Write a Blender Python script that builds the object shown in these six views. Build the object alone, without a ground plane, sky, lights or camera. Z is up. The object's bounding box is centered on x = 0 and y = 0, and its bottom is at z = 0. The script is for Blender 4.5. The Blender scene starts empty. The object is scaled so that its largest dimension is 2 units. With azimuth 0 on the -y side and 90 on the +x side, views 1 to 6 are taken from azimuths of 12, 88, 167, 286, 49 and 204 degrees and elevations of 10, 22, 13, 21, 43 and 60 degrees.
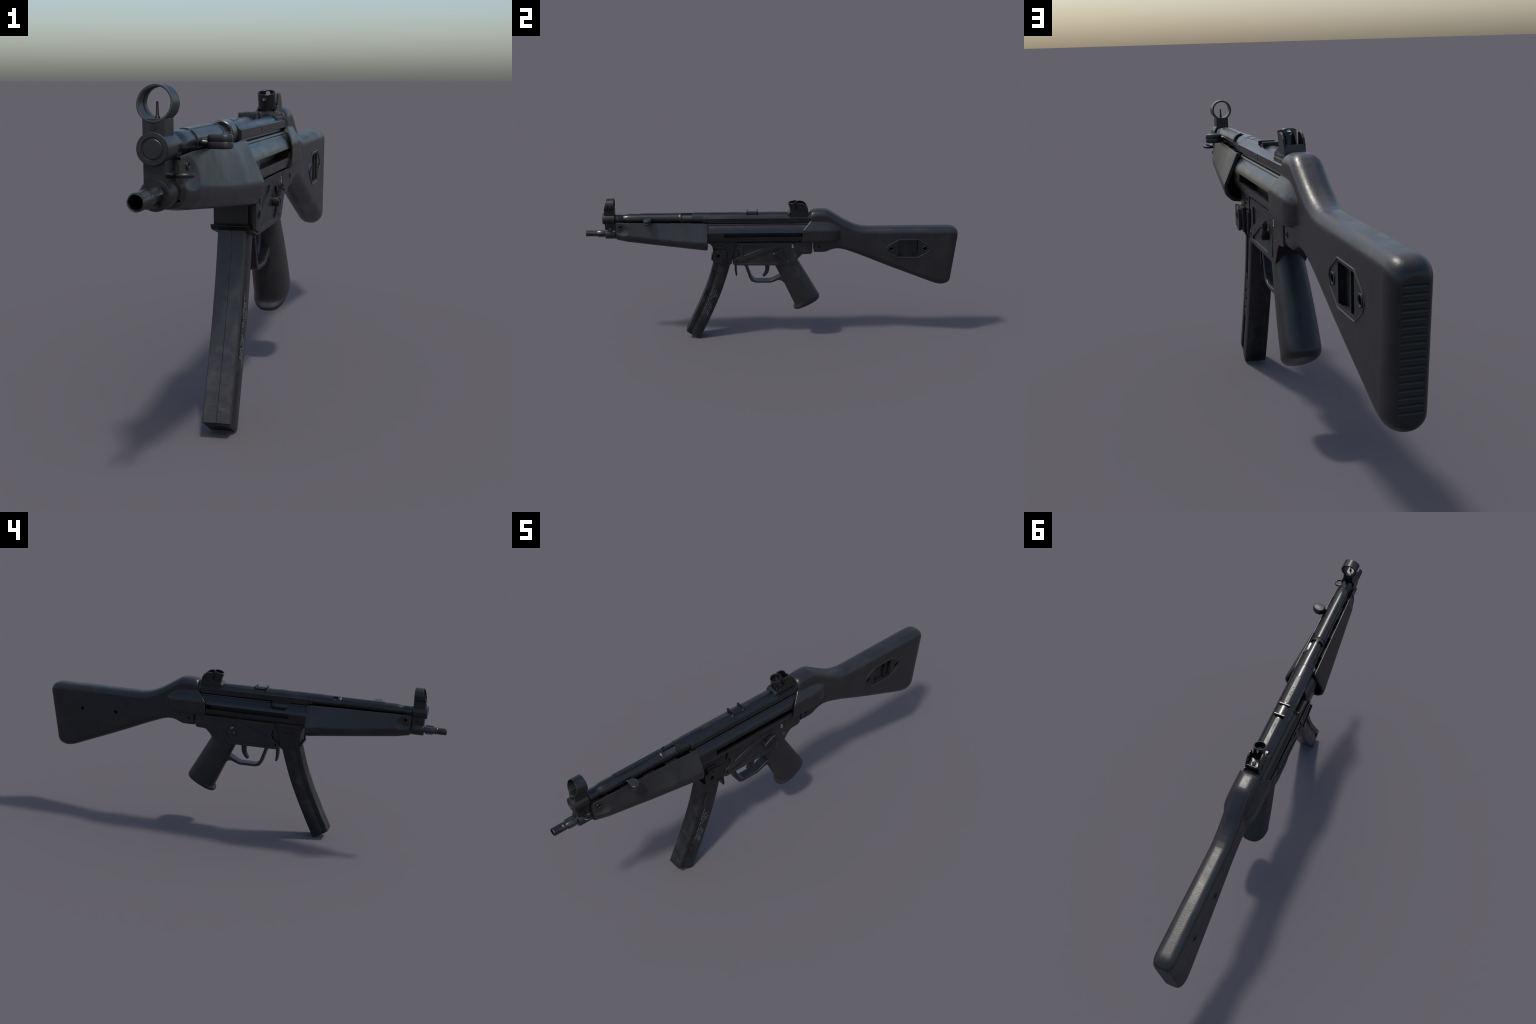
import bpy, bmesh, math, random
from mathutils import Vector, Matrix
from math import sin, cos, pi, radians

random.seed(7)
SC = bpy.context.scene.collection

# ------------------------------------------------------------------ materials
def nodes_of(name):
    m = bpy.data.materials.new(name)
    m.use_nodes = True
    nt = m.node_tree
    b = nt.nodes["Principled BSDF"]
    return m, nt, b

def surface(name, base, worn, rough, grain=900.0, bump=0.12, patch=9.0, spec=0.5,
            patch_lo=0.5, patch_hi=0.75, rough_var=0.1, metallic=0.0, streak=None):
    """dark coated surface: base colour, faint scuffed patches, fine grain bump."""
    m, nt, b = nodes_of(name)
    N, L = nt.nodes, nt.links
    tc = N.new("ShaderNodeTexCoord")
    mp = N.new("ShaderNodeMapping")
    if streak:
        mp.inputs["Scale"].default_value = streak
    L.new(tc.outputs["Object"], mp.inputs["Vector"])
    n1 = N.new("ShaderNodeTexNoise")
    n1.inputs["Scale"].default_value = patch
    n1.inputs["Detail"].default_value = 7
    n1.inputs["Roughness"].default_value = 0.68
    n1.inputs["Distortion"].default_value = 0.6
    L.new(mp.outputs["Vector"], n1.inputs["Vector"])
    r1 = N.new("ShaderNodeValToRGB")
    r1.color_ramp.elements[0].position = patch_lo
    r1.color_ramp.elements[1].position = patch_hi
    L.new(n1.outputs["Fac"], r1.inputs["Fac"])
    mix = N.new("ShaderNodeMix")
    mix.data_type = 'RGBA'
    mix.inputs["A"].default_value = (*base, 1)
    mix.inputs["B"].default_value = (*worn, 1)
    L.new(r1.outputs["Color"], mix.inputs["Factor"])
    L.new(mix.outputs["Result"], b.inputs["Base Color"])
    mr = N.new("ShaderNodeMapRange")
    mr.inputs["From Min"].default_value = 0.3
    mr.inputs["From Max"].default_value = 0.7
    mr.inputs["To Min"].default_value = rough - rough_var
    mr.inputs["To Max"].default_value = rough + rough_var
    L.new(n1.outputs["Fac"], mr.inputs["Value"])
    L.new(mr.outputs["Result"], b.inputs["Roughness"])
    n2 = N.new("ShaderNodeTexNoise")
    n2.inputs["Scale"].default_value = grain
    n2.inputs["Detail"].default_value = 3
    L.new(tc.outputs["Object"], n2.inputs["Vector"])
    bp = N.new("ShaderNodeBump")
    bp.inputs["Strength"].default_value = bump
    bp.inputs["Distance"].default_value = 0.001
    L.new(n2.outputs["Fac"], bp.inputs["Height"])
    L.new(bp.outputs["Normal"], b.inputs["Normal"])
    b.inputs["Specular IOR Level"].default_value = spec
    b.inputs["Metallic"].default_value = metallic
    return m

def plain(name, col, rough=0.6, spec=0.3, metallic=0.0):
    m, nt, b = nodes_of(name)
    N, L = nt.nodes, nt.links
    tc = N.new("ShaderNodeTexCoord")
    n = N.new("ShaderNodeTexNoise")
    n.inputs["Scale"].default_value = 220
    L.new(tc.outputs["Object"], n.inputs["Vector"])
    mx = N.new("ShaderNodeMix")
    mx.data_type = 'RGBA'
    mx.inputs["A"].default_value = (*[c * 0.8 for c in col], 1)
    mx.inputs["B"].default_value = (*[min(1, c * 1.2) for c in col], 1)
    L.new(n.outputs["Fac"], mx.inputs["Factor"])
    L.new(mx.outputs["Result"], b.inputs["Base Color"])
    b.inputs["Roughness"].default_value = rough
    b.inputs["Specular IOR Level"].default_value = spec
    b.inputs["Metallic"].default_value = metallic
    return m

POLY = surface("black_polymer", (0.0150, 0.0147, 0.0160), (0.0235, 0.0228, 0.0230), 0.38,
               grain=190, bump=0.30, patch=11, patch_lo=.46, patch_hi=.78)
POLY2 = surface("housing_polymer", (0.0145, 0.0144, 0.0160), (0.0245, 0.0238, 0.024), 0.41,
                grain=600, bump=0.14, patch=16, patch_lo=.46, patch_hi=.78)
METAL = surface("blued_steel", (0.0036, 0.0037, 0.0040), (0.0085, 0.0085, 0.0088), 0.29,
                grain=700, bump=0.06, patch=14, rough_var=0.08, streak=(1, 0.35, 1), spec=.62, patch_hi=.8)
STEEL = surface("phosphated_steel", (0.0062, 0.0063, 0.0066), (0.0115, 0.0115, 0.0118), 0.38,
                grain=800, bump=0.08, patch=18, spec=.55)
SHEET = surface("magazine_steel", (0.0078, 0.0082, 0.0096), (0.0330, 0.0332, 0.0335), 0.38,
                grain=500, bump=0.06, patch=26, patch_lo=0.46, patch_hi=0.80, rough_var=0.12)
INNER = plain("bolt_steel", (0.018, 0.020, 0.023), 0.36, 0.6)
BARREL = surface("bare_barrel_steel", (0.0080, 0.0080, 0.0082), (0.030, 0.0292, 0.028), 0.25,
                 grain=800, bump=0.05, patch=45, patch_lo=.45, patch_hi=.75, spec=.7)
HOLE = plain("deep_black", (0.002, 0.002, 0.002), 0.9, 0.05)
WHITE = plain("cream_paint", (0.62, 0.57, 0.47), 0.7)
RED = plain("red_paint", (0.21, 0.040, 0.055), 0.7)
STAMP = plain("stamped_marking", (0.095, 0.099, 0.102), 0.7)
DIM = plain("engraved_marking", (0.020, 0.021, 0.023), 0.6)
BRIGHT = surface("worn_steel_strip", (0.009, 0.009, 0.0095), (0.032, 0.031, 0.029), 0.40, grain=260,
                 bump=0.40, patch=24, patch_lo=0.5, patch_hi=0.7, spec=0.6, streak=(1, 0.3, 1))

# ------------------------------------------------------------------ helpers
ROOT = bpy.data.objects.new("submachine_gun", None)
SC.objects.link(ROOT)
ROOT["label"] = "black submachine gun with fixed stock and curved magazine"
ROOT["category"] = "gun"

def new_obj(name, me, mat, parent=ROOT):
    o = bpy.data.objects.new(name, me)
    SC.objects.link(o)
    if mat:
        me.materials.clear()
        me.materials.append(mat)
    if parent is not None:
        o.parent = parent
    return o

def mesh_from(verts, faces, name="m"):
    me = bpy.data.meshes.new(name)
    me.from_pydata([tuple(v) for v in verts], [], [tuple(f) for f in faces])
    me.update()
    bm = bmesh.new()
    bm.from_mesh(me)
    bmesh.ops.remove_doubles(bm, verts=bm.verts, dist=1e-6)
    bmesh.ops.recalc_face_normals(bm, faces=bm.faces)
    bm.to_mesh(me)
    bm.free()
    return me

def bake(o):
    """apply all modifiers"""
    dg = bpy.context.evaluated_depsgraph_get()
    dg.update()
    me = bpy.data.meshes.new_from_object(o.evaluated_get(dg), depsgraph=dg)
    o.modifiers.clear()
    o.data = me
    return o

def smooth(o, angle=35):
    me = o.data
    for p in me.polygons:
        p.use_smooth = True
    me.set_sharp_from_angle(angle=radians(angle))
    return o

def bevel(o, w=0.001, seg=2, angle=35):
    if w > 0:
        m = o.modifiers.new("b", 'BEVEL')
        m.width = w
        m.segments = seg
        m.limit_method = 'ANGLE'
        m.angle_limit = radians(angle)
        m.use_clamp_overlap = True
        bake(o)
    smooth(o, 40)
    m = o.modifiers.new("wn", 'WEIGHTED_NORMAL')
    m.keep_sharp = True
    bake(o)
    return o

def boolean(o, cutters, op='DIFFERENCE', solver='EXACT'):
    for c in cutters:
        m = o.modifiers.new("bool", 'BOOLEAN')
        m.operation = op
        m.object = c
        m.solver = solver
        bake(o)
        mc = c.data
        bpy.data.objects.remove(c)
        bpy.data.meshes.remove(mc)
    return o

def rounded(pts, r, seg=5):
    """round polygon corners; r scalar or per-corner list"""
    n = len(pts)
    out = []
    for i in range(n):
        p = Vector(pts[i]).to_2d()
        a = Vector(pts[i - 1]).to_2d() - p
        b = Vector(pts[(i + 1) % n]).to_2d() - p
        ri = r[i] if isinstance(r, (list, tuple)) else r
        la, lb = a.length, b.length
        if ri <= 1e-6 or la < 1e-7 or lb < 1e-7:
            out.append(p)
            continue
        a.normalize()
        b.normalize()
        ang = a.angle(b)
        if ang > pi - 0.02:
            out.append(p)
            continue
        d = min(ri / math.tan(ang / 2), la * 0.49, lb * 0.49)
        re = d * math.tan(ang / 2)
        cen = p + (a + b).normalized() * (re / math.sin(ang / 2))
        v0, v1 = p + a * d - cen, p + b * d - cen
        a0 = math.atan2(v0.y, v0.x)
        da = math.atan2(v1.y, v1.x) - a0
        da = (da + pi) % (2 * pi) - pi
        for k in range(seg + 1):
            t = a0 + da * k / seg
            out.append(cen + Vector((cos(t), sin(t))) * re)
    return out

def prism(name, pts, x0, x1, mat, r=0.0, bw=0.001, parent=ROOT, axis='x', seg=5, bseg=2):
    """extrude a polygon. axis x: pts are (y,z); axis y: pts are (x,z); axis z: (x,y)"""
    ring = rounded(pts, r, seg) if (not isinstance(r, float) or r > 0) else [Vector(p) for p in pts]
    def P(p, t):
        if axis == 'x':
            return (t, p[0], p[1])
        if axis == 'y':
            return (p[0], t, p[1])
        return (p[0], p[1], t)
    n = len(ring)
    v = [P(p, x0) for p in ring] + [P(p, x1) for p in ring]
    f = [tuple(range(n)), tuple(range(2 * n - 1, n - 1, -1))]
    f += [(i, (i + 1) % n, n + (i + 1) % n, n + i) for i in range(n)]
    o = new_obj(name, mesh_from(v, f, name), mat, parent)
    if bw is not None:
        bevel(o, bw, bseg)
    return o

def box(name, x0, x1, y0, y1, z0, z1, mat, bw=0.001, parent=ROOT, r=0.0):
    return prism(name, [(y0, z0), (y1, z0), (y1, z1), (y0, z1)], x0, x1, mat, r, bw, parent)

def lathe(name, prof, mat, axis='y', c=(0, 0), n=48, parent=ROOT, ang=40, close=True):
    """prof: list of (t, r) along the axis; c: centre in the other two coordinates"""
    v, f = [], []
    for t, r in prof:
        for k in range(n):
            a = 2 * pi * k / n
            u, w = c[0] + r * cos(a), c[1] + r * sin(a)
            v.append({'y': (u, t, w), 'x': (t, u, w), 'z': (u, w, t)}[axis])
    m = len(prof)
    for i in range(m - 1):
        for k in range(n):
            f.append((i * n + k, i * n + (k + 1) % n, (i + 1) * n + (k + 1) % n, (i + 1) * n + k))
    if close:
        f.append(tuple(range(n)))
        f.append(tuple((m - 1) * n + k for k in range(n)))
    o = new_obj(name, mesh_from(v, f, name), mat, parent)
    return smooth(o, ang)

def loft(name, rings, mat, parent=ROOT, ang=40, caps=True, closed=True):
    n = len(rings[0])
    v = [p for r in rings for p in r]
    f = []
    for i in range(len(rings) - 1):
        for k in range(n if closed else n - 1):
            k2 = (k + 1) % n
            f.append((i * n + k, i * n + k2, (i + 1) * n + k2, (i + 1) * n + k))
    if caps:
        f.append(tuple(range(n)))
        f.append(tuple((len(rings) - 1) * n + k for k in range(n)))
    o = new_obj(name, mesh_from(v, f, name), mat, parent)
    return smooth(o, ang)

def join(objs, name=None):
    a = objs[0]
    bm = bmesh.new()
    for o in objs:
        t = o.data.copy()
        t.transform(o.matrix_world)
        bm.from_mesh(t)
        bpy.data.meshes.remove(t)
    me = bpy.data.meshes.new(name or a.name)
    bm.to_mesh(me)
    bm.free()
    for m in a.data.materials:
        me.materials.append(m)
    a.data = me
    for o in objs[1:]:
        bpy.data.objects.remove(o)
    return a

def interp(tab, t):
    if t <= tab[0][0]:
        return tab[0][1]
    for (a, va), (b, vb) in zip(tab, tab[1:]):
        if t <= b:
            return va + (vb - va) * (t - a) / (b - a)
    return tab[-1][1]

def spline(tab, t):
    """monotone-ish catmull-rom through (t, v) table"""
    n = len(tab)
    if t <= tab[0][0]:
        return tab[0][1]
    if t >= tab[-1][0]:
        return tab[-1][1]
    for i in range(n - 1):
        if t <= tab[i + 1][0]:
            break
    def slope(j):
        if j == 0:
            return (tab[1][1] - tab[0][1]) / (tab[1][0] - tab[0][0])
        if j == n - 1:
            return (tab[-1][1] - tab[-2][1]) / (tab[-1][0] - tab[-2][0])
        s0 = (tab[j][1] - tab[j - 1][1]) / (tab[j][0] - tab[j - 1][0])
        s1 = (tab[j + 1][1] - tab[j][1]) / (tab[j + 1][0] - tab[j][0])
        return 0 if s0 * s1 < 0 else (s0 + s1) / 2
    h = tab[i + 1][0] - tab[i][0]
    u = (t - tab[i][0]) / h
    p0, p1, m0, m1 = tab[i][1], tab[i + 1][1], slope(i) * h, slope(i + 1) * h
    return ((2 * u**3 - 3 * u**2 + 1) * p0 + (u**3 - 2 * u**2 + u) * m0
            + (-2 * u**3 + 3 * u**2) * p1 + (u**3 - u**2) * m1)

def text(name, body, size, mat, loc, X, Y, depth=0.0004, parent=ROOT, spacing=1.0, bold=0.0):
    cu = bpy.data.curves.new(name, 'FONT')
    cu.body = body
    cu.size = size
    cu.extrude = depth
    cu.align_x = 'CENTER'
    cu.align_y = 'CENTER'
    cu.space_character = spacing
    cu.offset = bold
    o = bpy.data.objects.new(name, cu)
    SC.objects.link(o)
    X, Y = Vector(X).normalized(), Vector(Y).normalized()
    Z = X.cross(Y)
    dg = bpy.context.evaluated_depsgraph_get()
    dg.update()
    me = bpy.data.meshes.new_from_object(o.evaluated_get(dg), depsgraph=dg)
    bpy.data.objects.remove(o)
    M = Matrix.Translation(Vector(loc)) @ Matrix((X, Y, Z)).transposed().to_4x4()
    me.transform(M)
    return new_obj(name, me, mat, parent)

def mirror_x(pts):
    """half outline from top (x>=0) to bottom -> closed outline"""
    left = [(-x, z) for x, z in reversed(pts) if abs(x) > 1e-6]
    return list(pts) + left

def screw(name, y, z, x, r, side, mat=STEEL, parent=ROOT, hole=0.55, proud=0.0015, deep=0.0002):
    """ring with a dark socket on a side face (side=+1/-1)"""
    s = side
    prof = [(x - s * 0.004, r), (x + s * proud * 0.5, r), (x + s * proud, r * 0.9),
            (x + s * proud, r * (hole + 0.12)), (x + s * proud * 0.4, r * hole), (x - s * 0.004, r * hole)]
    o = lathe(name, prof, mat, 'x', (y, z), 24, parent, 30, close=False)
    lathe("socket_shadow_disc", [(x + s * deep, r * hole * 1.02), (x + s * (deep + .0001), 0.0004)], HOLE, 'x', (y, z), 20, parent, close=False)  # black disc paints the hole's shade, flush on faces that have no cut
    return o

# ================================================================== RECEIVER
def receiver_section(yy):
    pts = [(0, .729)]
    for k in range(1, 9):                       # top arc
        a = radians(62 * k / 8)
        pts.append((.037 * sin(a), .692 + .037 * cos(a)))
    pts += [(.0355, .7085), (.0375, .7065), (.0375, .6880), (.0365, .6872), (.0285, .6865),
            (.0270, .6850), (.0270, .6795), (.0282, .6780), (.0318, .6768), (.0345, .6750), (.0362, .6715), (.0362, .6695), (.0350, .6680), (.0362, .6660),
            (.0385, .6632), (.0420, .6598), (.0460, .6553), (.0497, .6499), (.0527, .6442), (.0551, .6381), (.0568, .6315), (.0575, .6270),
            (.0580, .6000), (.0570, .5920), (.0545, .5850), (.0490, .5780), (.0440, .5755), (0, .5755)]
    return [Vector((x, yy, z)) for x, z in mirror_x(pts)]

rec = loft("receiver", [receiver_section(-.352), receiver_section(.215)], METAL, ang=28)
cuts = []
for s in (1, -1):
    cuts.append(box("cut", s * .0220, s * .08, -.2615, .20, .6065, .6305, None, None))
cuts.append(prism("cut", rounded([(-.166, .682), (-.166, .656), (-.176, .645), (-.240, .643), (-.262, .662),
                                  (-.268, .682)], .004), -.08, -.022, None, 0.0, None))
boolean(rec, cuts)
bevel(rec, 0.0013, 2, 50)
# inner guide rib in both side slots
for s in (1, -1):
    box("guide_rib", s * .021, s * .0350, -.2605, .20, .6200, .6303, METAL, .0005, rec)
# upper tube in front of the lower body
def upper_section(yy, k=1.0):
    pts = [(0, .729)]
    for i in range(1, 9):
        a = radians(62 * i / 8)
        pts.append((.037 * sin(a) * k, .692 + .037 * cos(a)))
    pts += [(.0355 * k, .7085), (.0375 * k, .7065), (.0375 * k, .6875), (.035 * k, .684), (.018, .676), (0, .674)]
    return [Vector((x, yy, z)) for x, z in mirror_x(pts)]
up = loft("receiver_sleeve", [upper_section(-.372), upper_section(-.349)], METAL, rec, 28)
# bolt seen through the ejection port
lathe("bolt", [(-.300, .0285), (-.150, .0285)], INNER, 'y', (0, .650), 40, rec)
lathe("extractor_pin", [(-.052, .0015), (-.052, .0065), (-.040, .007)], INNER, 'x', (-.163, .658), 16, rec)
# small stamped pads on the side rails
for s in (1, -1):
    for y0, y1 in ((-.138, -.088), (-.370, -.350)):
        box("rail_pad", s * .034, s * .0381, y0, y1, .6890, .7055, METAL, .0003, rec)
box("port_deflector", -.0382, -.034, -.262, -.166, .6885, .7055, METAL, .0004, rec)
# raised pads and worn stamped strips on the top
def strip(y0, y1, name="stamped_strip", mat=None, half=17, r=.0375, parent=None):
    rings = []
    for yy in (y0, y1):
        rr = []
        for k in range(9):
            a = radians(-half + 2 * half * k / 8)
            rr.append(Vector((r * sin(a), yy, .692 + r * cos(a))))
        for k in range(8, -1, -1):
            a = radians(-half + 2 * half * k / 8)
            rr.append(Vector((.035 * sin(a), yy, .692 + .035 * cos(a))))
        rings.append(rr)
    return loft(name, rings, mat or BRIGHT, parent or rec)
strip(-.338, -.288, "top_pad", METAL, 18, .0381)
def flat_strip(y0, y1):
    rings = []
    for yy in (y0, y1):
        top = [Vector((-.0085 + .017 * k / 8, yy, .7293 - (-.0085 + .017 * k / 8) ** 2 / .16)) for k in range(9)]
        rings.append(top + [Vector((p.x, yy, .724)) for p in reversed(top)])
    return loft("stamped_strip", rings, BRIGHT, rec)
flat_strip(-.285, -.150)
flat_strip(-.070, .066)
text("serial_marking", "A2 54 8", .014, DIM, (0, -.21, .7293), (0, 1, 0), (-1, 0, 0), .0003, rec)
text("serial_marking", "9mm x 19", .011, DIM, (0, -.02, .7293), (0, 1, 0), (-1, 0, 0), .0003, rec)

# ---- cocking tube (fluted) in front of the receiver
ZC = .6985
def tube_r(y, phi):
    r = interp([(-.800, .0215), (-.792, .0222), (-.775, .0258), (-.762, .0268), (-.506, .0268), (-.498, .0300),
                (-.4215, .0302), (-.4205, .0318), (-.350, .0318)], y)
    if -.7065 < y < -.5045:
        a = abs(phi)
        if a < radians(20) or radians(30) < a < radians(74) or radians(84) < a < radians(112):
            r += .0022
    return r
ys = [-.800, -.796, -.792, -.786, -.780, -.775, -.768, -.762, -.740, -.7066, -.7064, -.60, -.5046, -.5044,
      -.500, -.498, -.470, -.4225, -.4215, -.4205, -.40, -.35]
rings = []
for y in ys:
    ring = []
    for k in range(144):
        phi = -pi + 2 * pi * k / 144
        r = tube_r(y, phi)
        ring.append(Vector((r * sin(phi), y, ZC + r * cos(phi))))
    rings.append(ring)
tube = loft("cocking_tube", rings, METAL, ang=30)
boolean(tube, [
    prism("cut", rounded([(-.488, .702), (-.432, .702), (-.432, .737), (-.488, .737)], .006), .004, .08, None, 0.0, None),
    box("cut", .016, .08, -.704, -.508, .6915, .7005, None, None),
    lathe("cut", [(.70, .0112), (.76, .0112)], None, 'z', (-.017, -.476), 24),
])
smooth(tube, 30)
lathe("cocking_rod", [(-.72, .0225), (-.425, .0225)], INNER, 'y', (0, ZC - .001), 32, tube)
lathe("tube_collar", [(-.8385, .015), (-.8385, .0225), (-.837, .0238), (-.799, .0238), (-.797, .0225), (-.797, .015)],
      METAL, 'y', (0, .6975), 40)

# ================================================================== BARREL
prof = [(-1.0, .0128), (-1.0015, .0140), (-1.000, .0152)]
y = -.9975
while y < -.960:
    prof += [(y, .0166), (y + .0020, .0166), (y + .0027, .0150), (y + .0047, .0150)]
    y += .0054
prof += [(-.957, .0168), (-.951, .0168), (-.950, .0150), (-.840, .0150)]
bar = lathe("barrel", prof, BARREL, 'y', (0, .617), 40, ang=25, close=False)
lathe("bore", [(-1.0, .0128), (-.962, .0128), (-.962, .0002)], HOLE, 'y', (0, .617), 24, bar, close=False)
for k in range(3):
    a = radians(38 + 120 * k)
    rings = []
    for yy, rr, w in ((-.946, .0150, .35), (-.936, .0205, .42), (-.912, .0212, .42), (-.903, .0205, .40)):
        ring = []
        for j in range(7):
            t = a - w + 2 * w * j / 6
            ring.append(Vector((rr * cos(t), yy, .617 + rr * sin(t))))
        for j in range(6, -1, -1):
            t = a - w + 2 * w * j / 6
            ring.append(Vector((.010 * cos(t), yy, .617 + .010 * sin(t))))
        rings.append(ring)
    smooth(loft("muzzle_lug", rings, BARREL, bar), 35)

# ================================================================== FRONT SIGHT
fs = prism("front_sight", [(-.896, .610), (-.8415, .610), (-.8415, .752), (-.897, .752)], -.0205, .0205, STEEL, 0.0, .0012)
lathe("barrel_band", [(-.897, .012), (-.897, .0275), (-.8945, .0295), (-.8425, .0295), (-.8415, .0285), (-.8415, .012)],
      STEEL, 'y', (0, .617), 48, fs)
lathe("sight_cap", [(-.9060, .0002), (-.9060, .0170), (-.9048, .0185), (-.9048, .0195), (-.9068, .0208), (-.9068, .0285),
                    (-.9055, .0296), (-.8440, .0296), (-.8425, .0285), (-.8425, .010)], STEEL, 'y', (0, .6995), 56, fs, 30)
ringz, rr0, rr1 = .7785, .0333, .0290
rv, rf = [], []
n = 72
def front_y(z):
    return -.899 + (z - .745) * (.018 / .066)
for k in range(n):
    a = 2 * pi * k / n
    c, s = cos(a), sin(a)
    for rr, back in ((rr0, 0), (rr0, 1), (rr1 - .001, 1), (rr1 - .001, 2), (rr1 + .0005, 2), (rr1 + .0005, 0)):
        z = ringz + rr * s
        yy = front_y(z) if back == 0 else (-.843 if back == 1 else -.858)
        rv.append((rr * c, yy, z))
for k in range(n):
    for j in range(6):
        rf.append((k * 6 + j, k * 6 + (j + 1) % 6, ((k + 1) % n) * 6 + (j + 1) % 6, ((k + 1) % n) * 6 + j))
ring = new_obj("sight_hood", mesh_from(rv, rf), STEEL, fs)
bevel(ring, .0007, 2, 40)
lathe("sight_post", [(.744, .0075), (.750, .0065), (.757, .0032), (.768, .0024), (.781, .0022), (.782, .0005)],
      STEEL, 'z', (0, -.872), 16, fs)
lathe("sight_screw", [(-.8985, .0005), (-.8985, .0052), (-.8960, .0062)], METAL, 'y', (0, .737), 20, fs)
lathe("sight_screw", [(-.8400, .0005), (-.8400, .0052), (-.8420, .0062)], METAL, 'y', (0, .737), 20, fs)
screw("cross_pin", -.866, .655, -.0205, .0075, -1, STEEL, fs, .4)
# bracket between the band and the hand guard
box("sight_bracket", -.0220, .0220, -.8395, -.7975, .612, .700, STEEL, .001, fs)

# sling loop on the left
def torus(name, c, R, r, nrm, mat, parent=ROOT, n=36, m=12):
    Z = Vector(nrm).normalized()
    X = Z.orthogonal().normalized()
    Y = Z.cross(X)
    v, f = [], []
    for i in range(n):
        a = 2 * pi * i / n
        d = X * cos(a) + Y * sin(a)
        for j in range(m):
            b = 2 * pi * j / m
            v.append(Vector(c) + d * (R + r * cos(b)) + Z * (r * sin(b)))
    for i in range(n):
        for j in range(m):
            f.append((i * m + j, i * m + (j + 1) % m, ((i + 1) % n) * m + (j + 1) % m, ((i + 1) % n) * m + j))
    return smooth(new_obj(name, mesh_from(v, f), mat, parent), 60)
lp = torus("sling_loop", (.0475, -.872, .6515), .0150, .0050, (0.0, .10, 1), STEEL)
lathe("loop_stem", [(.018, .0055), (.0355, .0055)], STEEL, 'x', (-.872, .6515), 16, lp)

# ================================================================== HAND GUARD
# cross-section (x>=0): inner lip, top corner, widest, lower corner, bottom middle
def resample(ring, n):
    d = [0]
    for p, q in zip(ring, ring[1:]):
        d.append(d[-1] + (q - p).length)
    out = []
    j = 0
    for k in range(n):
        t = d[-1] * k / (n - 1)
        while j < len(d) - 2 and d[j + 1] < t:
            j += 1
        u = (t - d[j]) / max(1e-9, d[j + 1] - d[j])
        out.append(ring[j].lerp(ring[j + 1], u))
    return out

SLOTS = ((-.760, -.706), (-.652, -.598), (-.548, -.494), (-.440, -.378))
NR = 241
def hg_outline(y):
    T = lambda tab: interp(tab, y)
    zt = T([(-.84, .684), (-.78, .6875), (-.355, .6835)])
    a = T([(-.84, .0345), (-.78, .0375), (-.355, .0475)])
    b = T([(-.84, .0400), (-.82, .0440), (-.775, .0525), (-.60, .0680), (-.355, .0915)])
    zw = T([(-.84, .634), (-.775, .620), (-.60, .600), (-.355, .5850)])
    c1 = T([(-.84, .0375), (-.775, .0500), (-.60, .0640), (-.355, .0855)])
    zc1 = T([(-.84, .609), (-.775, .598), (-.60, .575), (-.355, .5550)])
    c = T([(-.84, .0260), (-.775, .0340), (-.355, .0640)])
    zl = T([(-.84, .5880), (-.775, .5770), (-.355, .5345)])
    zb = T([(-.84, .5850), (-.775, .5740), (-.355, .5265)])
    li, drop = .0225, .0065
    for y0, y1 in SLOTS:
        if y0 <= y <= y1:
            li, drop = a - .0034, .0012
    half = [(a - .0030, zt - .0006), (a, zt), (b, zw), (c1, zc1), (c, zl), (0, zb)]
    pts = half + [(-x, z) for x, z in reversed(half[:-1])]
    rad = [0, .0025, .034, .026, .020, .08, .020, .026, .034, .0025, 0]
    body = resample(rounded(pts, rad, 8), NR - 10)
    p0 = body[0]
    lip = [Vector((li + (p0.x - li) * k / 5, zt - drop + (p0.y - zt + drop) * k / 5)) for k in range(5)]
    return lip + body + [Vector((-p.x, p.y)) for p in reversed(lip)]

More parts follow.
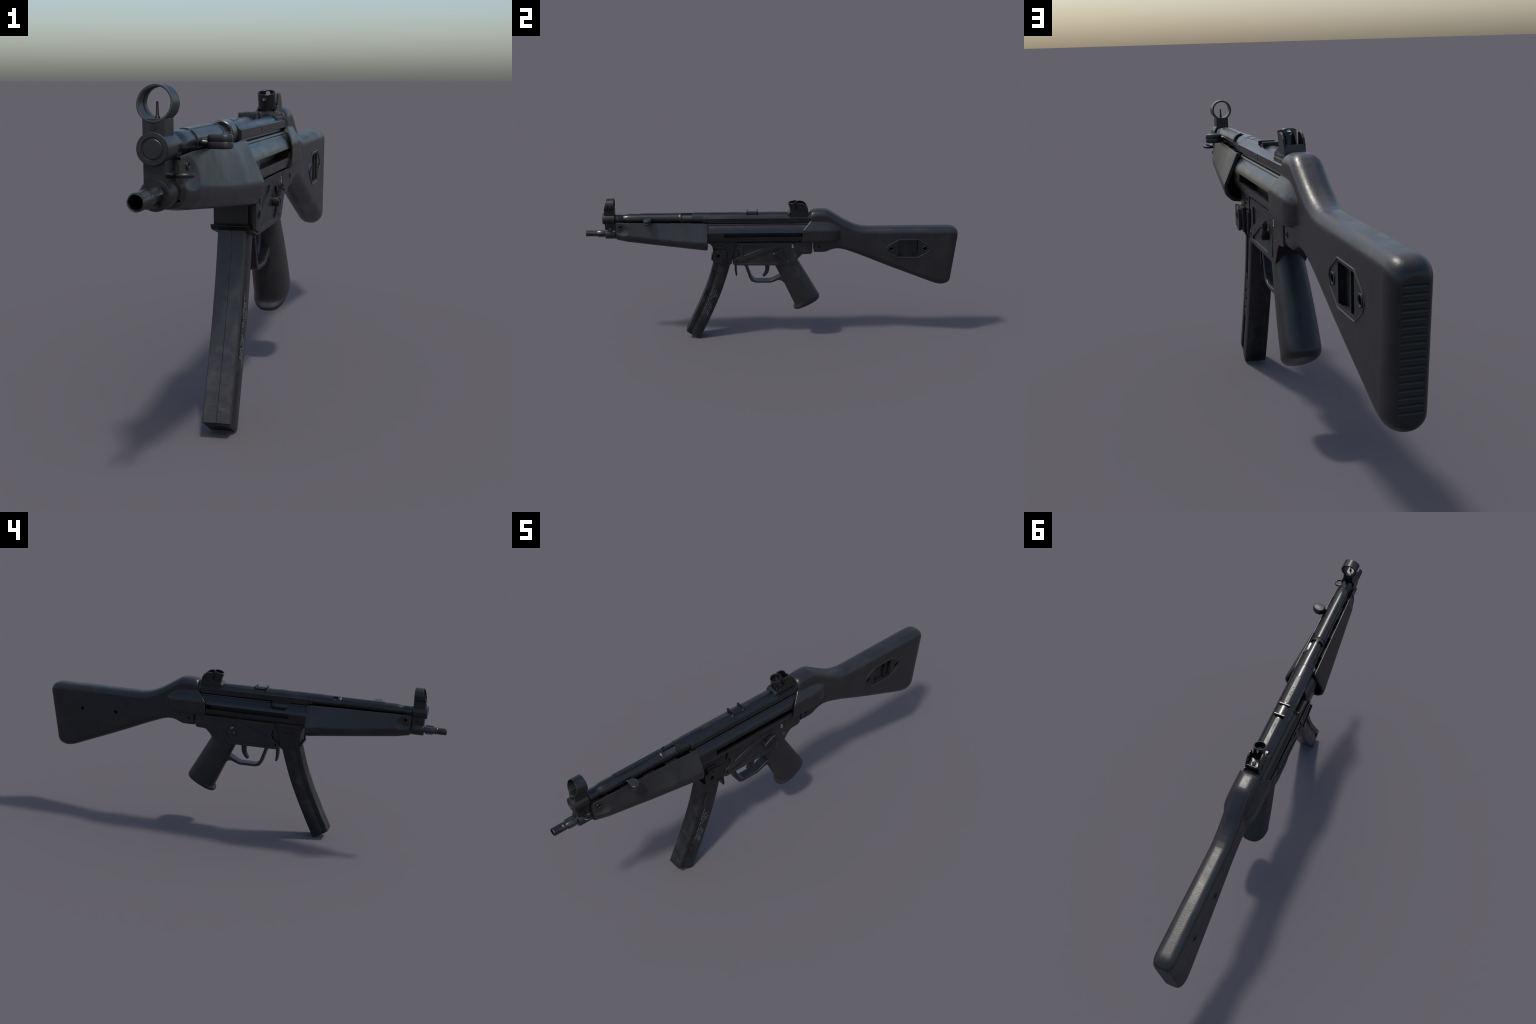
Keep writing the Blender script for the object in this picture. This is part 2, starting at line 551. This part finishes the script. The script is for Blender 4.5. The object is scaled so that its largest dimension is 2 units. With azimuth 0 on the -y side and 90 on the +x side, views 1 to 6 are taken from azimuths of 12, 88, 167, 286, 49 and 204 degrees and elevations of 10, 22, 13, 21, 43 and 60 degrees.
def dimple(p):
    """oval scoop around the front pin on both sides"""
    s = 1 if p.x >= 0 else -1
    dy, dz = (p.y + .822) / .047, (p.z - .655) / .036
    r = math.sqrt(dy * dy + dz * dz)
    if r < 1.25:
        floor = .0372 + max(0, r - .55) ** 1.5 * .022
        k = .0035
        x = abs(p.x)
        h = max(0, min(1, .5 + .5 * (floor - x) / k))
        p.x = s * (floor * (1 - h) + x * h - k * h * (1 - h))
    return p
rings_o, rings_i = [], []
yl = []
y = -.8385
while y < -.354:
    yl.append(y)
    y += .0035 if y < -.74 else .012
yl.append(-.3505)
for y0, y1 in SLOTS:
    yl += [y0 - .0004, y0 + .0004, y1 - .0004, y1 + .0004]
yl.sort()
cx, cz = 0, .64
for i, y in enumerate(yl):
    rg = hg_outline(y)
    e = 0
    if y < -.832:
        e = .006 * (1 - math.sqrt(max(0, 1 - ((-.832 - y) / .0066) ** 2)))
    if y > -.3555:
        e = .003 * (1 - math.sqrt(max(0, 1 - min(1, (y + .3555) / .0051) ** 2)))
    ro, ri = [], []
    for k, p in enumerate(rg):
        t = (rg[min(k + 1, NR - 1)] - rg[max(k - 1, 0)]).normalized()
        nrm = Vector((-t.y, t.x))            # inward or outward
        if nrm.dot(Vector((0, .63)) - p) < 0 and abs(p.x) > .03:
            nrm = -nrm
        if abs(p.x) <= .03 and p.y < .62:
            nrm = Vector((0, 1))
        if k < 7 or k > NR - 8:
            nrm = Vector((0, -1))
        q = p + nrm * e
        w = p + nrm * ((.006 if (k < 7 or k > NR - 8) else .0125) - e * .5)
        ro.append(dimple(Vector((q.x, y, q.y))))
        v = dimple(Vector((p.x, y, p.y)))
        s = 1 if v.x > 0 else -1
        wv = Vector((w.x, y, w.y))
        if abs(v.x) < abs(p.x) - 1e-5:
            wv.x = s * min(abs(wv.x), abs(v.x) - .006)
        ri.append(wv)
    rings_o.append(ro)
    rings_i.append(ri)
rings = [o + list(reversed(i)) for o, i in zip(rings_o, rings_i)]
nv = len(rings[0])
hv = [p for r in rings for p in r]
hf = [(i * nv + k, i * nv + (k + 1) % nv, (i + 1) * nv + (k + 1) % nv, (i + 1) * nv + k) for i in range(len(rings) - 1) for k in range(nv)]
for base in (0, (len(rings) - 1) * nv):
    hf += [(base + k, base + k + 1, base + nv - 2 - k, base + nv - 1 - k) for k in range(nv // 2 - 1)]
hg = smooth(new_obj("handguard", mesh_from(hv, hf), POLY), 45)
# closing wall at the front, with the bracket in the middle
smooth(hg, 45)
wall = [Vector((p.x * .90, .636 + (p.y - .636) * .92)) for p in resample(hg_outline(-.838), 60)]
prism("handguard_end_wall", [tuple(p) for p in wall], -.8380, -.8270, POLY, 0.0, None, hg, axis='y')
shadow_fill = []
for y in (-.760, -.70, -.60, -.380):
    shadow_fill.append([Vector((p.x * .86, y, min(.668, .630 + (p.y - .630) * .86))) for p in resample(hg_outline(y), 80)])
loft("interior_shadow_fill", shadow_fill, HOLE, hg)  # black block modelled as the darkness inside the hollow guard
for s in (1, -1):
    screw("handguard_pin", -.814, .664, s * .0375, .0095, s, STEEL, hg, .62, .003)

# ================================================================== CHARGING HANDLE
hp = []
def handle_ring(z, k):
    # teardrop plan: round at the rear, blunt at the front
    pts = rounded([(.0375, -.678), (.047, -.6855), (.080, -.690), (.0885, -.676), (.0885, -.657), (.072, -.642),
                   (.052, -.640), (.0375, -.652)], .014, 6)
    c = Vector((.064, -.666))
    return [Vector((c.x + (p.x - c.x) * k, c.y + (p.y - c.y) * k * .86, .6995 + (z - .6995) * .90)) for p in pts]
rings = []
for z, k in ((.6835, .84), (.6843, .91), (.6862, .965), (.690, .995), (.6985, 1.0), (.6993, .975), (.7001, 1.0),
             (.709, .995), (.7125, .965), (.7145, .91), (.7153, .84)):
    rings.append(handle_ring(z, k))
ch = loft("charging_handle", rings, POLY2, ang=50)
lathe("handle_stem", [(.012, .0070), (.0330, .0070), (.0345, .0060), (.042, .0060)], METAL, 'x', (-.671, .6975), 20, ch)

# ================================================================== MAGAZINE WELL
mw = prism("magazine_well", [(-.352, .5800), (-.352, .5685), (-.338, .5650), (-.327, .5520), (-.322, .5300), (-.3200, .4700),
                             (-.2340, .4445), (-.2230, .4480), (-.2090, .5350), (-.1990, .5800)],
           -.0425, .0425, STEEL, [0, .004, .010, .012, .01, .002, .004, .004, 0, 0], .0022)
lip = prism("feed_lip", [(-.3305, .4830), (-.3225, .4750), (-.2360, .4485), (-.2330, .4420), (-.3225, .4680), (-.3345, .4790)],
            -.0475, .0475, STEEL, .0015, .0015, mw)
prism("well_flange", [(-.338, .5730), (-.338, .5790), (-.1985, .5790), (-.200, .5730)], -.0455, .0455, STEEL, 0.0, .0015, mw)
# left: stand-off plate with screw
pl = prism("catch_plate", [(-.3235, .4700), (-.3235, .5320), (-.2920, .5320), (-.2760, .5220), (-.2690, .5050), (-.2690, .4700),
                           (-.2800, .4570)], .0530, .0625, STEEL, [.002, .004, .01, .012, .012, .008, .006], .0010, mw)
prism("catch_plate_base", [(-.3050, .4690), (-.3050, .5330), (-.2500, .5330), (-.2500, .4560)], .040, .0535, STEEL, .006, .0015, mw)
screw("plate_screw", -.2935, .5030, .0625, .0145, 1, STEEL, mw, .7, .0012)
for zz in (.5300, .4690):
    lathe("rivet", [(.0525, .0028), (.0555, .0026), (.0560, .0004)], STEEL, 'x', (-.2600, zz), 14, mw)
prism("step_ridge", [(-.3140, .5400), (-.3060, .5480), (-.2620, .5480), (-.2550, .5400)], .040, .0475, STEEL, .002, .0020, mw)
prism("catch_box", [(-.248, .4620), (-.248, .5240), (-.2120, .5240), (-.2225, .4520)], .040, .0450, STEEL, .001, .001, mw)
text("caliber_marking", "Cal. 9mm x19", .0135, DIM, (.0427, -.262, .5600), (0, 1, 0), (0, 0, 1), .0004, mw)
# right: pressed ribs
for z0, y0, y1, h in ((.5500, -.305, -.226, .0050), (.5330, -.296, -.234, .0022), (.5240, -.290, -.238, .0022)):
    prism("pressed_rib", [(y0, z0 - h), (y1, z0 - h), (y1, z0 + h), (y0, z0 + h)], -.0465, -.040, STEEL, h * .9, .0012, mw)
prism("pressed_panel", [(-.2930, .5120), (-.2360, .5180), (-.2400, .4820), (-.2820, .4900)], -.0438, -.040, STEEL, .006, .001, mw)
# magazine catch block between well and housing
prism("catch_block", [(-.2060, .5370), (-.1840, .5370), (-.1810, .5100), (-.1880, .4930), (-.2130, .4760), (-.2200, .4550)],
      -.0385, .0385, STEEL, .006, .0015, mw)
prism("spacer_block", [(-.2100, .5780), (-.1900, .5780), (-.1880, .4700), (-.2150, .4700)], -.036, .036, STEEL, .002, .001, mw)
rel = prism("magazine_release", [(-.2080, .4400), (-.1960, .4400), (-.1955, .4020), (-.1930, .3680), (-.2010, .3670), (-.2070, .3980)],
            -.0155, .0155, STEEL, .002, .0015, mw)

# ================================================================== MAGAZINE
FR = [(0.0, -0.4980), (.043, -0.4795), (.158, -0.4260), (.250, -0.3855), (.341, -0.3515), (.436, -0.3245), (.52, -0.3055)]
BK = [(0.0, -0.4035), (.085, -0.3635), (.170, -0.3255), (.271, -0.2840), (.360, -0.2545), (.437, -0.2325), (.52, -0.2135)]
rings = []
NS = 46
for i in range(NS):
    s = i / (NS - 1)
    zf = .043 + (.500 - .043) * s
    zb = .0005 + (.470 - .0005) * s
    f = Vector((0, spline(FR, zf), zf))
    b = Vector((0, spline(BK, zb), zb))
    e = (b - f)
    Lr = e.length
    e.normalize()
    prof = [(0.0018, 0.0), (.0305, 0.0), (.0330, .0022), (.0330, .0175), (.0315, .0190), (.0265, .0200), (.0255, .0225), (.0258, .0265),
            (.0285, .0330), (.0308, .0385), (.0324, .0440), (.0334, .0495), (.0340, .0560), (.0340, Lr - .0040), (.0325, Lr - .0010), (.0300, Lr)]
    pts = [(0, .0012)] + prof
    full = pts + [(-x, u) for x, u in reversed(pts[1:])]
    rings.append([Vector((x, 0, 0)) + f + e * u for x, u in full])
mag = loft("magazine", rings, SHEET, ang=32)
# floor plate
f0, b0 = Vector((0, -.480, .043)), Vector((0, -.408, .0005))
e = (b0 - f0).normalized()
dn = Vector((0, -e.z, e.y)) * -1
if dn.z > 0:
    dn = -dn
v = []
for h, ins in ((0.004, .0), (-.0, .0035)):
    for x, u in ((-.0325 + ins, .012 + ins), (.0325 - ins, .012 + ins), (.0325 - ins, .083 - ins), (-.0325 + ins, .083 - ins)):
        v.append(f0 + e * u + Vector((x, 0, 0)) - dn * h + dn * (.003 if ins else 0))
fp = new_obj("floor_plate", mesh_from(v, [(0, 1, 2, 3), (4, 5, 6, 7), (0, 1, 5, 4), (1, 2, 6, 5), (2, 3, 7, 6), (3, 0, 4, 7)]), SHEET, mag)
# rectangular frame on the front face near the floor
def front_pt(z, out=.0):
    y0 = spline(FR, z)
    d = Vector((0, spline(FR, z + .01) - spline(FR, z - .01), .02)).normalized()
    nrm = Vector((0, -d.z, d.y))
    return Vector((0, y0, z)) + nrm * out
def front_bar(x0, x1, z0, z1):
    v = []
    for o in (-.001, .0007):
        for x, z in ((x0, z0), (x1, z0), (x1, z1), (x0, z1)):
            p = front_pt(z, o)
            v.append((x, p.y, p.z))
    return new_obj("stamped_frame", mesh_from(v, [(0, 1, 2, 3), (4, 5, 6, 7), (0, 1, 5, 4), (1, 2, 6, 5), (2, 3, 7, 6), (3, 0, 4, 7)]), DIM, mag)
join([front_bar(-.0225, .0225, .0665, .068), front_bar(-.0225, .0225, .0765, .078), front_bar(-.0225, -.021, .0665, .078),
      front_bar(.021, .0225, .0665, .078)])
# lettering rows following the curve on the left side
rows = [("Nr. 98137/5024 Kal. 9mm x19 Patronen 7301/", .155, .300, .024, .0055),
        ("Diese Munition nur mit Lauf 72-61", .150, .285, .034, .0055),
        ("Achtung 9mm Para", .138, .202, .0435, .0055), ("nur Original", .232, .282, .0435, .0055),
        ("Patronen verwenden", .130, .190, .0525, .0055), ("9 mm", .238, .258, .0525, .0055)]
for body, z0, z1, u, sz in rows:
    zm = (z0 + z1) / 2
    nseg = max(1, round((z1 - z0) / .03))
    per = max(1, len(body) // nseg)
    for k in range(nseg):
        chunk = body[k * per:(k + 1) * per] if k < nseg - 1 else body[k * per:]
        zz = z0 + (z1 - z0) * (k + .5) / nseg
        zf = zz + .018 + u * .35
        fpt = Vector((0, spline(FR, zf), zf))
        d = Vector((0, spline(FR, zf + .01) - spline(FR, zf - .01), .02)).normalized()
        nb = Vector((0, d.z, -d.y))
        c = fpt + nb * (u + .0135)
        text("magazine_lettering", chunk, sz * 1.3, STAMP, (.0341, c.y, c.z), d, Vector((0, -d.z, d.y)), .0005, mag, 1.0, .00025)

# ================================================================== TRIGGER HOUSING
H = [(-.1890, .5700), (-.1985, .5370), (-.1815, .5340), (-.1770, .5070), (-.1850, .4890), (-.2090, .4740), (-.2205, .4560),
     (-.2130, .4445), (-.1990, .4390), (.0430, .4370), (.0900, .4370), (.1130, .4420), (.1390, .4800), (.1600, .5015), (.2050, .5030),
     (.2135, .5120), (.2140, .5700)]
th = prism("trigger_housing", H, -.0420, .0420, POLY2, [0, .003, .003, .012, .012, .010, .012, .01, .01, 0, .01, .02, .02, .02, .008, .006, 0], None, seg=6)
cuts = []
for s in (1, -1):
    cuts.append(prism("cut", rounded([(-.1600, .5490), (-.0480, .5490), (-.0530, .5380), (-.1600, .4930)], .004), s * .0368, s * .06, None, 0.0, None))
    cuts.append(prism("cut", rounded([(-.1740, .4515), (-.1740, .4590), (-.0020, .5330), (.0180, .5395), (.0420, .5330), (.0560, .5050), (.0520, .4760),
                                      (.0200, .4510)], [.004, .004, .012, .01, .015, .02, .02, .03]), s * .0372, s * .06, None, 0.0, None))
for s in (1, -1):
    cuts.append(lathe("cut", [(s * .028, .0050), (s * .08, .0050)], None, 'x', (-.1985, .4630), 20))
boolean(th, cuts)
bevel(th, .0026, 3, 40)
for s in (1, -1):
    box("rear_block", s * .036, s * .0432, .1240, .2138, .5100, .5695, POLY2, .0020, th)
    prism("housing_fairing", rounded([(-.0350, .5560), (-.0200, .5500), (.0350, .5490), (.0560, .5400), (.0700, .5150), (.0680, .4800), (.0560, .4520),
                              (.0800, .4520), (.0900, .4900), (.0860, .5300), (.0600, .5560)], .006), s * .0400, s * .0436, POLY2, 0.0, .0016, th)
    screw("housing_pin", -.1985, .4630, s * .0420, .0085, s, STEEL, th, .6, .0015, -.010)
# selector lever on the left
sel = lathe("selector_lever", [(.038, .0150), (.0545, .0150), (.0560, .0135), (.0560, .0003)], STEEL, 'x', (.011, .4990), 32)
lathe("lever_hub", [(.0555, .0070), (.0572, .0062), (.0572, .0003)], STEEL, 'x', (.009, .4985), 20, sel)
d = Vector((.046, .037)).normalized()
p = Vector((-d.y, d.x))
c0 = Vector((.010, .4990))
prism("lever_arm", [tuple(c0 - p * .0110), tuple(c0 + d * .040 - p * .0090), tuple(c0 + d * .058 - p * .0060),
                    tuple(c0 + d * .058 + p * .0040), tuple(c0 + d * .040 + p * .0075), tuple(c0 + p * .0115)],
      .0470, .0590, STEEL, [.002, .01, .002, .002, .01, .002], .0018, sel)
prism("lever_tip", [tuple(c0 + d * .044 - p * .0065), tuple(c0 + d * .059 - p * .0062), tuple(c0 + d * .059 + p * .0050), tuple(c0 + d * .044 + p * .0055)],
      .0480, .0625, STEEL, .002, .0018, sel)
sr = lathe("selector_disc", [(-.034, .0160), (-.0405, .0160), (-.0415, .0150), (-.0415, .0003)], STEEL, 'x', (.010, .4960), 32)
prism("selector_index", [(.0160, .5030), (.0110, .4930), (.0095, .4937), (.0145, .5040)], -.0420, -.0410, WHITE, 0.0, None, sr)
# fire-mode letters
X, Y = (0, 1, 0), (0, 0, 1)
for ch_, yy, zz, m in (("S", .1070, .5470, WHITE), ("E", .1225, .4945, RED), ("F", .0835, .4575, RED)):
    text("selector_letter", ch_, .0255, m, (.0439 if ch_ == "F" else .0423, yy, zz), X, Y, .0004, th)
for ch_, yy, zz, m, a in (("S", .0240, .5200, WHITE, 100), ("E", .0360, .4960, RED, 95), ("F", .0240, .4700, RED, 80)):
    ca, sa = cos(radians(a)), sin(radians(a))
    Xr = Vector((0, -1, 0)) * ca + Vector((0, 0, 1)) * sa
    Yr = Vector((0, 1, 0)) * sa + Vector((0, 0, 1)) * ca
    text("selector_letter", ch_, .0190, m, (-.0375, yy, zz), Xr, Yr, .0004, th)

# trigger
tr = prism("trigger", [(-.0420, .4450), (-.0400, .4100), (-.0400, .3950), (-.0460, .3790), (-.0540, .3670), (-.0530, .3590), (-.0450, .3575),
                       (-.0330, .3680), (-.0230, .3830), (-.0180, .4000), (-.0150, .4450)], -.0105, .0105, POLY2,
           [0, .01, .02, .02, .004, .004, .006, .02, .02, .02, 0], .0030, bseg=3)
# trigger guard
G = [(-.1650, .4400), (-.1500, .4230), (-.1280, 0.3560), (-.1170, 0.3350), (-.0920, 0.3270), (-.0120, 0.3260), (.0080, 0.3320),
     (.0300, 0.3420), (.0480, 0.3390), (.0620, 0.3260), (.0900, 0.3260), (.0600, 0.3760),
     (.0330, 0.3620), (.0080, 0.3480), (-.0120, 0.3390), (-.0880, 0.3390), (-.1030, 0.3460), (-.1150, 0.3610), (-.1390, .4300), (-.1400, .4400)]
prism("trigger_guard", G, -.0220, .0220, POLY2,
      [0, .01, .02, .02, .02, .015, .02, .02, .015, .01, 0, 0, .01, .015, .015, .012, .012, .02, .006, 0], .0030, bseg=3)

# ================================================================== PISTOL GRIP
FG = [(.158, .1265), (.163, .1215), (.168, .1190), (.173, .1180), (.179, .1190), (.185, .1220), (.192, .1240), (.204, .1185), (.220, .1110), (.270, .0875), (.336, .0570), (.382, .034), (.432, .010), (.450, .001)]
rings = []
e = Vector((0, .885, .466)).normalized()
def back_on(fy, fz):
    # back line through (.144,.446) and (.266,.240)
    y0, z0, dy, dz = .1390, .452, .122, -.208
    det = e.y * -dz + e.z * dy
    a = ((y0 - fy) * -dz + (z0 - fz) * dy) / det
    return a
st = [(.450, 0), (.432, 0), (.410, 0), (.382, 0), (.360, 0), (.336, 0), (.300, 0), (.270, 0), (.240, 0), (.222, 0), (.212, 0), (.204, 0), (.192, 0), (.185, 0), (.179, 0), (.173, 0), (.168, .002), (.163, .006), (.1595, .013), (.158, .022)]
for zf, ins in st:
    fy = interp(FG, zf)
    f = Vector((0, fy, zf))
    L0 = back_on(fy, zf)
    hw = interp([(.158, .0500), (.19, .0515), (.25, .0505), (.336, .0460), (.39, .0420), (.450, .0400)], zf)
    L1 = L0 - max(0, ins - .0)
    hw2 = hw - ins * .85
    ring = []
    c = f + e * ((ins * .6 + L1) / 2)
    ha = (L1 - ins * .6) / 2
    n = 64
    for k in range(n):
        a = 2 * pi * k / n
        ex = 2 / 2.7
        u = math.copysign(abs(cos(a)) ** ex, cos(a)) * ha
        x = math.copysign(abs(sin(a)) ** ex, sin(a)) * hw2
        x *= 1 - .10 * max(0, -u / ha)
        ring.append(c + e * u + Vector((x, 0, 0)))
    rings.append(ring)
gr = loft("pistol_grip", rings, POLY2, ang=50)

# ================================================================== REAR SIGHT
rs = prism("rear_sight", [(.0800, .7080), (.0800, .7250), (.0900, .7350), (.1910, .7300), (.1910, .7080)], -.0290, .0290, METAL, .002, .0015)
prism("sight_foot", [(.0920, .7020), (.0920, .7200), (.1880, .7200), (.1880, .7020)], -.0335, .0335, METAL, .003, .0015, rs)
wing = [(.1000, .7300), (.0980, .7360), (.1290, .7480), (.1310, .7830), (.1450, .7855), (.1620, .7825), (.1765, .7715), (.1855, .7530), (.1900, .7300)]
for s in (1, -1):
    prism("sight_wing", wing, s * .0225, s * .0283, METAL, [0, .002, .006, .004, .01, .01, .01, .01, 0], .0012, rs)
    box("sight_groove", s * .0283, s * .0300, .1050, .1650, .7255, .7290, METAL, .0008, rs)
prism("sight_rear_wall", [(.1790, .7280), (.1800, .7560), (.1868, .7580), (.1905, .7280)], -.0230, .0230, METAL, 0.0, .0010, rs)
pl = prism("sight_slide", [(.1420, .7370), (.1800, .7370), (.1800, .7410), (.1420, .7410)], -.0215, .0215, INNER, 0.0, .0008, rs)
lathe("slide_screw", [(.736, .0085), (.7440, .0085), (.7450, .0075), (.7435, .0050), (.7450, .0003)], POLY2, 'z', (0, .164), 20, rs)
prof = [(-.028, .0243), (.0230, .0243), (.0262, .0250), (.0275, .0240), (.0275, .0215), (.0262, .0205), (.0080, .0205), (.0080, .0180), (.0050, .0175), (.0050, .0003)]
dr = lathe("sight_drum", prof, METAL, 'z', (0, 0), 48, rs, 35)
dr.data.transform(Matrix.Translation((0, .1130, .7600)) @ Matrix.Rotation(radians(16), 4, 'X'))
boolean(dr, [lathe("cut", [(.112, .0066), (.155, .0066)], None, 'y', (0.0, .7830), 24)])
smooth(dr, 35)
lathe("drum_dimple", [(.0845, .0058), (.0832, .0050), (.0842, .0035), (.0846, .0003)], INNER, 'y', (-.002, .7690), 16, rs)

# scope mount rails on top
sm = strip(-.1400, -.0790, "scope_mount", METAL, 30, .0420, ROOT)
for y0 in (-.1405, -.0870):
    box("mount_ridge", -.0235, .0235, y0, y0 + .0085, .7240, .7390, METAL, .0025, sm)

# ================================================================== BUTTSTOCK
def rect_ring(y_of, hw, zt, zb, rt, rb, n=10):
    pts = [(-hw, zb), (hw, zb), (hw, zt), (-hw, zt)]
    rr = rounded(pts, [rb, rb, rt, rt], n)
    return [Vector((p.x, y_of(p.y), p.y)) for p in rr]
ZT = [(.200, .7330), (.218, .7385), (.250, .7410), (.282, .7405), (.300, .7345), (.339, .7110), (.380, .6860), (.425, .6620), (.460, .6490), (.494, .6420), (.540, .6405),
      (.752, .6405), (.950, .6395)]
ZB = [(.222, .5090), (.262, .5085), (.285, .5100), (.305, .5180), (.325, .5250), (.349, .5275), (.382, .5220), (.431, .5040), (.679, .4010), (.847, .3370), (.890, .3210), (.920, .3120), (.945, .3090)]
HW = [(.20, .0410), (.30, .0415), (.40, .0405), (.50, .0405), (.70, .0420), (1.0, .0435)]
parts = []
rings = []
SE = .9890
sl = [.222, .235, .25, .265, .28, .29, .30, .32, .335, .35, .365, .38, .40, .425, .45, .475, .50, .53, .56, .62, .68, .74, .80, .85, .89, .915, .935]
for s in sl:
    k = .098 * max(0, min(1, (s - .70) / .22))
    rings.append(rect_ring(lambda z, s=s, k=k: s + k * (z - .46), interp(HW, s), spline(ZT, s) + .0032, spline(ZB, s) - interp([(.30, 0), (.45, .003), (1, .003)], s), .030, interp([(.30, .014), (.45, .036), (1, .0415)], s)))
zt0, zb0 = .6427, .3045
for j in range(1, 13):
    t = j / 12 * pi / 2
    s = .9360 + (SE - .9360) * sin(t)
    topi = .034 * (1 - cos(t))
    boti = .024 * (1 - cos(t))
    s2 = .9650 + (SE - .9650) * sin(t)
    xi = .020 * (1 - cos(t))
    rings.append(rect_ring(lambda z, s=s: s + .098 * (z - .46), .0435 - xi, zt0 - topi, zb0 + boti, .030 - xi * .3, .0420 - xi))
parts.append(loft("buttstock", rings, POLY))
# front cap above the receiver
rings = []
for s in (.2005, .203, .21, .22, .24, .26):
    i = .004 * max(0, 1 - (s - .2005) / .006)
    rings.append(rect_ring(lambda z, s=s: s, .0415 - i, spline(ZT, s) + .003 - i, .575, .030, .004))
parts.append(loft("cap", rings, POLY))
# bulge around the receiver end
def bulge_ring(s, hw, zt, zb):
    half = [(0, zt), (.038 * hw / .066, zt - .002), (hw, .645), (hw, .583), (hw - .010, zb), (0, zb)]
    pts = mirror_x(half)
    rad = [0, .02, .030, .022, .010, 0, .010, .022, .030, .02]
    ring = rounded(pts, rad[:len(pts)], 6)
    # slanted front edge above the shoulder
    return [Vector((p.x, s + max(0, p.y - .642) * .95 * max(0, 1 - (s - .155) / .14), p.y)) for p in ring]
rings = []
for s, hw, zt, zb in ((.1545, .0635, .690, .574), (.157, .0655, .693, .5725), (.20, .0660, .694, .572), (.27, .0660, .692, .572), (.300, .0650, .688, .573),
                      (.318, .0625, .682, .576), (.335, .0575, .674, .582), (.350, .0500, .662, .590), (.362, .0400, .65, .60), (.372, .030, .64, .61)):
    rings.append(bulge_ring(s, hw, zt, zb))
parts.append(loft("bulge", rings, POLY))
bs = join(parts, "buttstock")
m = bs.modifiers.new("r", 'REMESH')
m.mode = 'VOXEL'
m.voxel_size = .0024
m2 = bs.modifiers.new("s", 'SMOOTH')
m2.factor = .5
m2.iterations = 11
bake(bs)
bs.data.materials.clear()
bs.data.materials.append(POLY)
bs.name = "buttstock"
# grooves across the butt face
nrid, gv = 17, []
for k in range(nrid):
    z = .594 - (.594 - .354) * k / (nrid - 1)
    gv.append(lathe("cut", [(-.0265, .0005), (-.0240, .0040), (-.0215, .0048), (.0215, .0048), (.0240, .0040), (.0265, .0005)], None, 'x',
                    (SE + .098 * (z - .46) + .0020, z), 16))
boolean(bs, [join(gv)])
OCT = [(.6150, .5270), (.6250, .5470), (.6790, .5810), (.7900, .5810), (.8430, .5470), (.8535, .5270), (.8430, .5070), (.7900, .4735), (.6770, .4735), (.6250, .5070)]
boolean(bs, [prism("cut", OCT, .0395, .08, None, .006, None),
             box("cut", .020, .06, .677, .789, .482, .573, None, None)]
        + [lathe("cut", [(-.012, .0098), (.08, .0098)], None, 'x', (yy, .5270), 24) for yy in (.642, .825)]
        + [lathe("cut", [(-.08, .0088), (-.020, .0088)], None, 'x', (yy, .5270), 24) for yy in (.642, .825)]
        + [lathe("cut", [(s * .02, .0050), (s * .08, .0050)], None, 'x', (.2490, .5440), 20) for s in (1, -1)])
for p in bs.data.polygons:
    p.use_smooth = True
bs.data.set_sharp_from_angle(angle=radians(50))
# storage plate
sp = prism("storage_plate", OCT, .0385, .0418, STEEL, .008, None, bs)
boolean(sp, [box("cut", .03, .06, .680, .786, .4835, .5715, None, None)]
        + [lathe("cut", [(.03, .0098), (.08, .0098)], None, 'x', (yy, .5270), 24) for yy in (.642, .825)])
bevel(sp, .0008)
rim_o = rounded(OCT, .008, 5)
cen = Vector((.734, .5272))
def grow(p, d):
    v = p - cen
    return p + Vector((v.x / abs(v.x) if abs(v.x) > .09 else v.x / .09, v.y / .054)) * d
v, f = [], []
nO = len(rim_o)
for p in rim_o:
    a, b, c2 = grow(p, .0006), grow(p, -.0014), grow(p, -.0034)
    v += [(.0385, a.x, a.y), (.0432, a.x, a.y), (.0444, b.x, b.y), (.0432, c2.x, c2.y), (.0385, c2.x, c2.y)]
for k in range(nO):
    k2 = (k + 1) % nO
    for j in range(4):
        f.append((k * 5 + j, k * 5 + j + 1, k2 * 5 + j + 1, k2 * 5 + j))
smooth(new_obj("plate_rim", mesh_from(v, f), INNER, bs), 50)
box("storage_bar", .022, .0385, .7500, .7560, .4830, .5720, STEEL, .001, bs)
box("storage_floor", .0195, .0275, .678, .788, .4825, .5725, STEEL, .0, bs)
for yy in (.642, .825):
    screw("stock_bolt", yy, .5270, .0418, .0150, 1, STEEL, bs, .65, .0022, -.045)
    screw("stock_bolt", yy, .5270, -interp(HW, yy) - .0004, .0130, -1, STEEL, bs, .68, .0018, -.018)
for s in (1, -1):
    screw("stock_pin", .2490, .5440, s * .0418, .0085, s, STEEL, bs, .6, .0012, -.018)
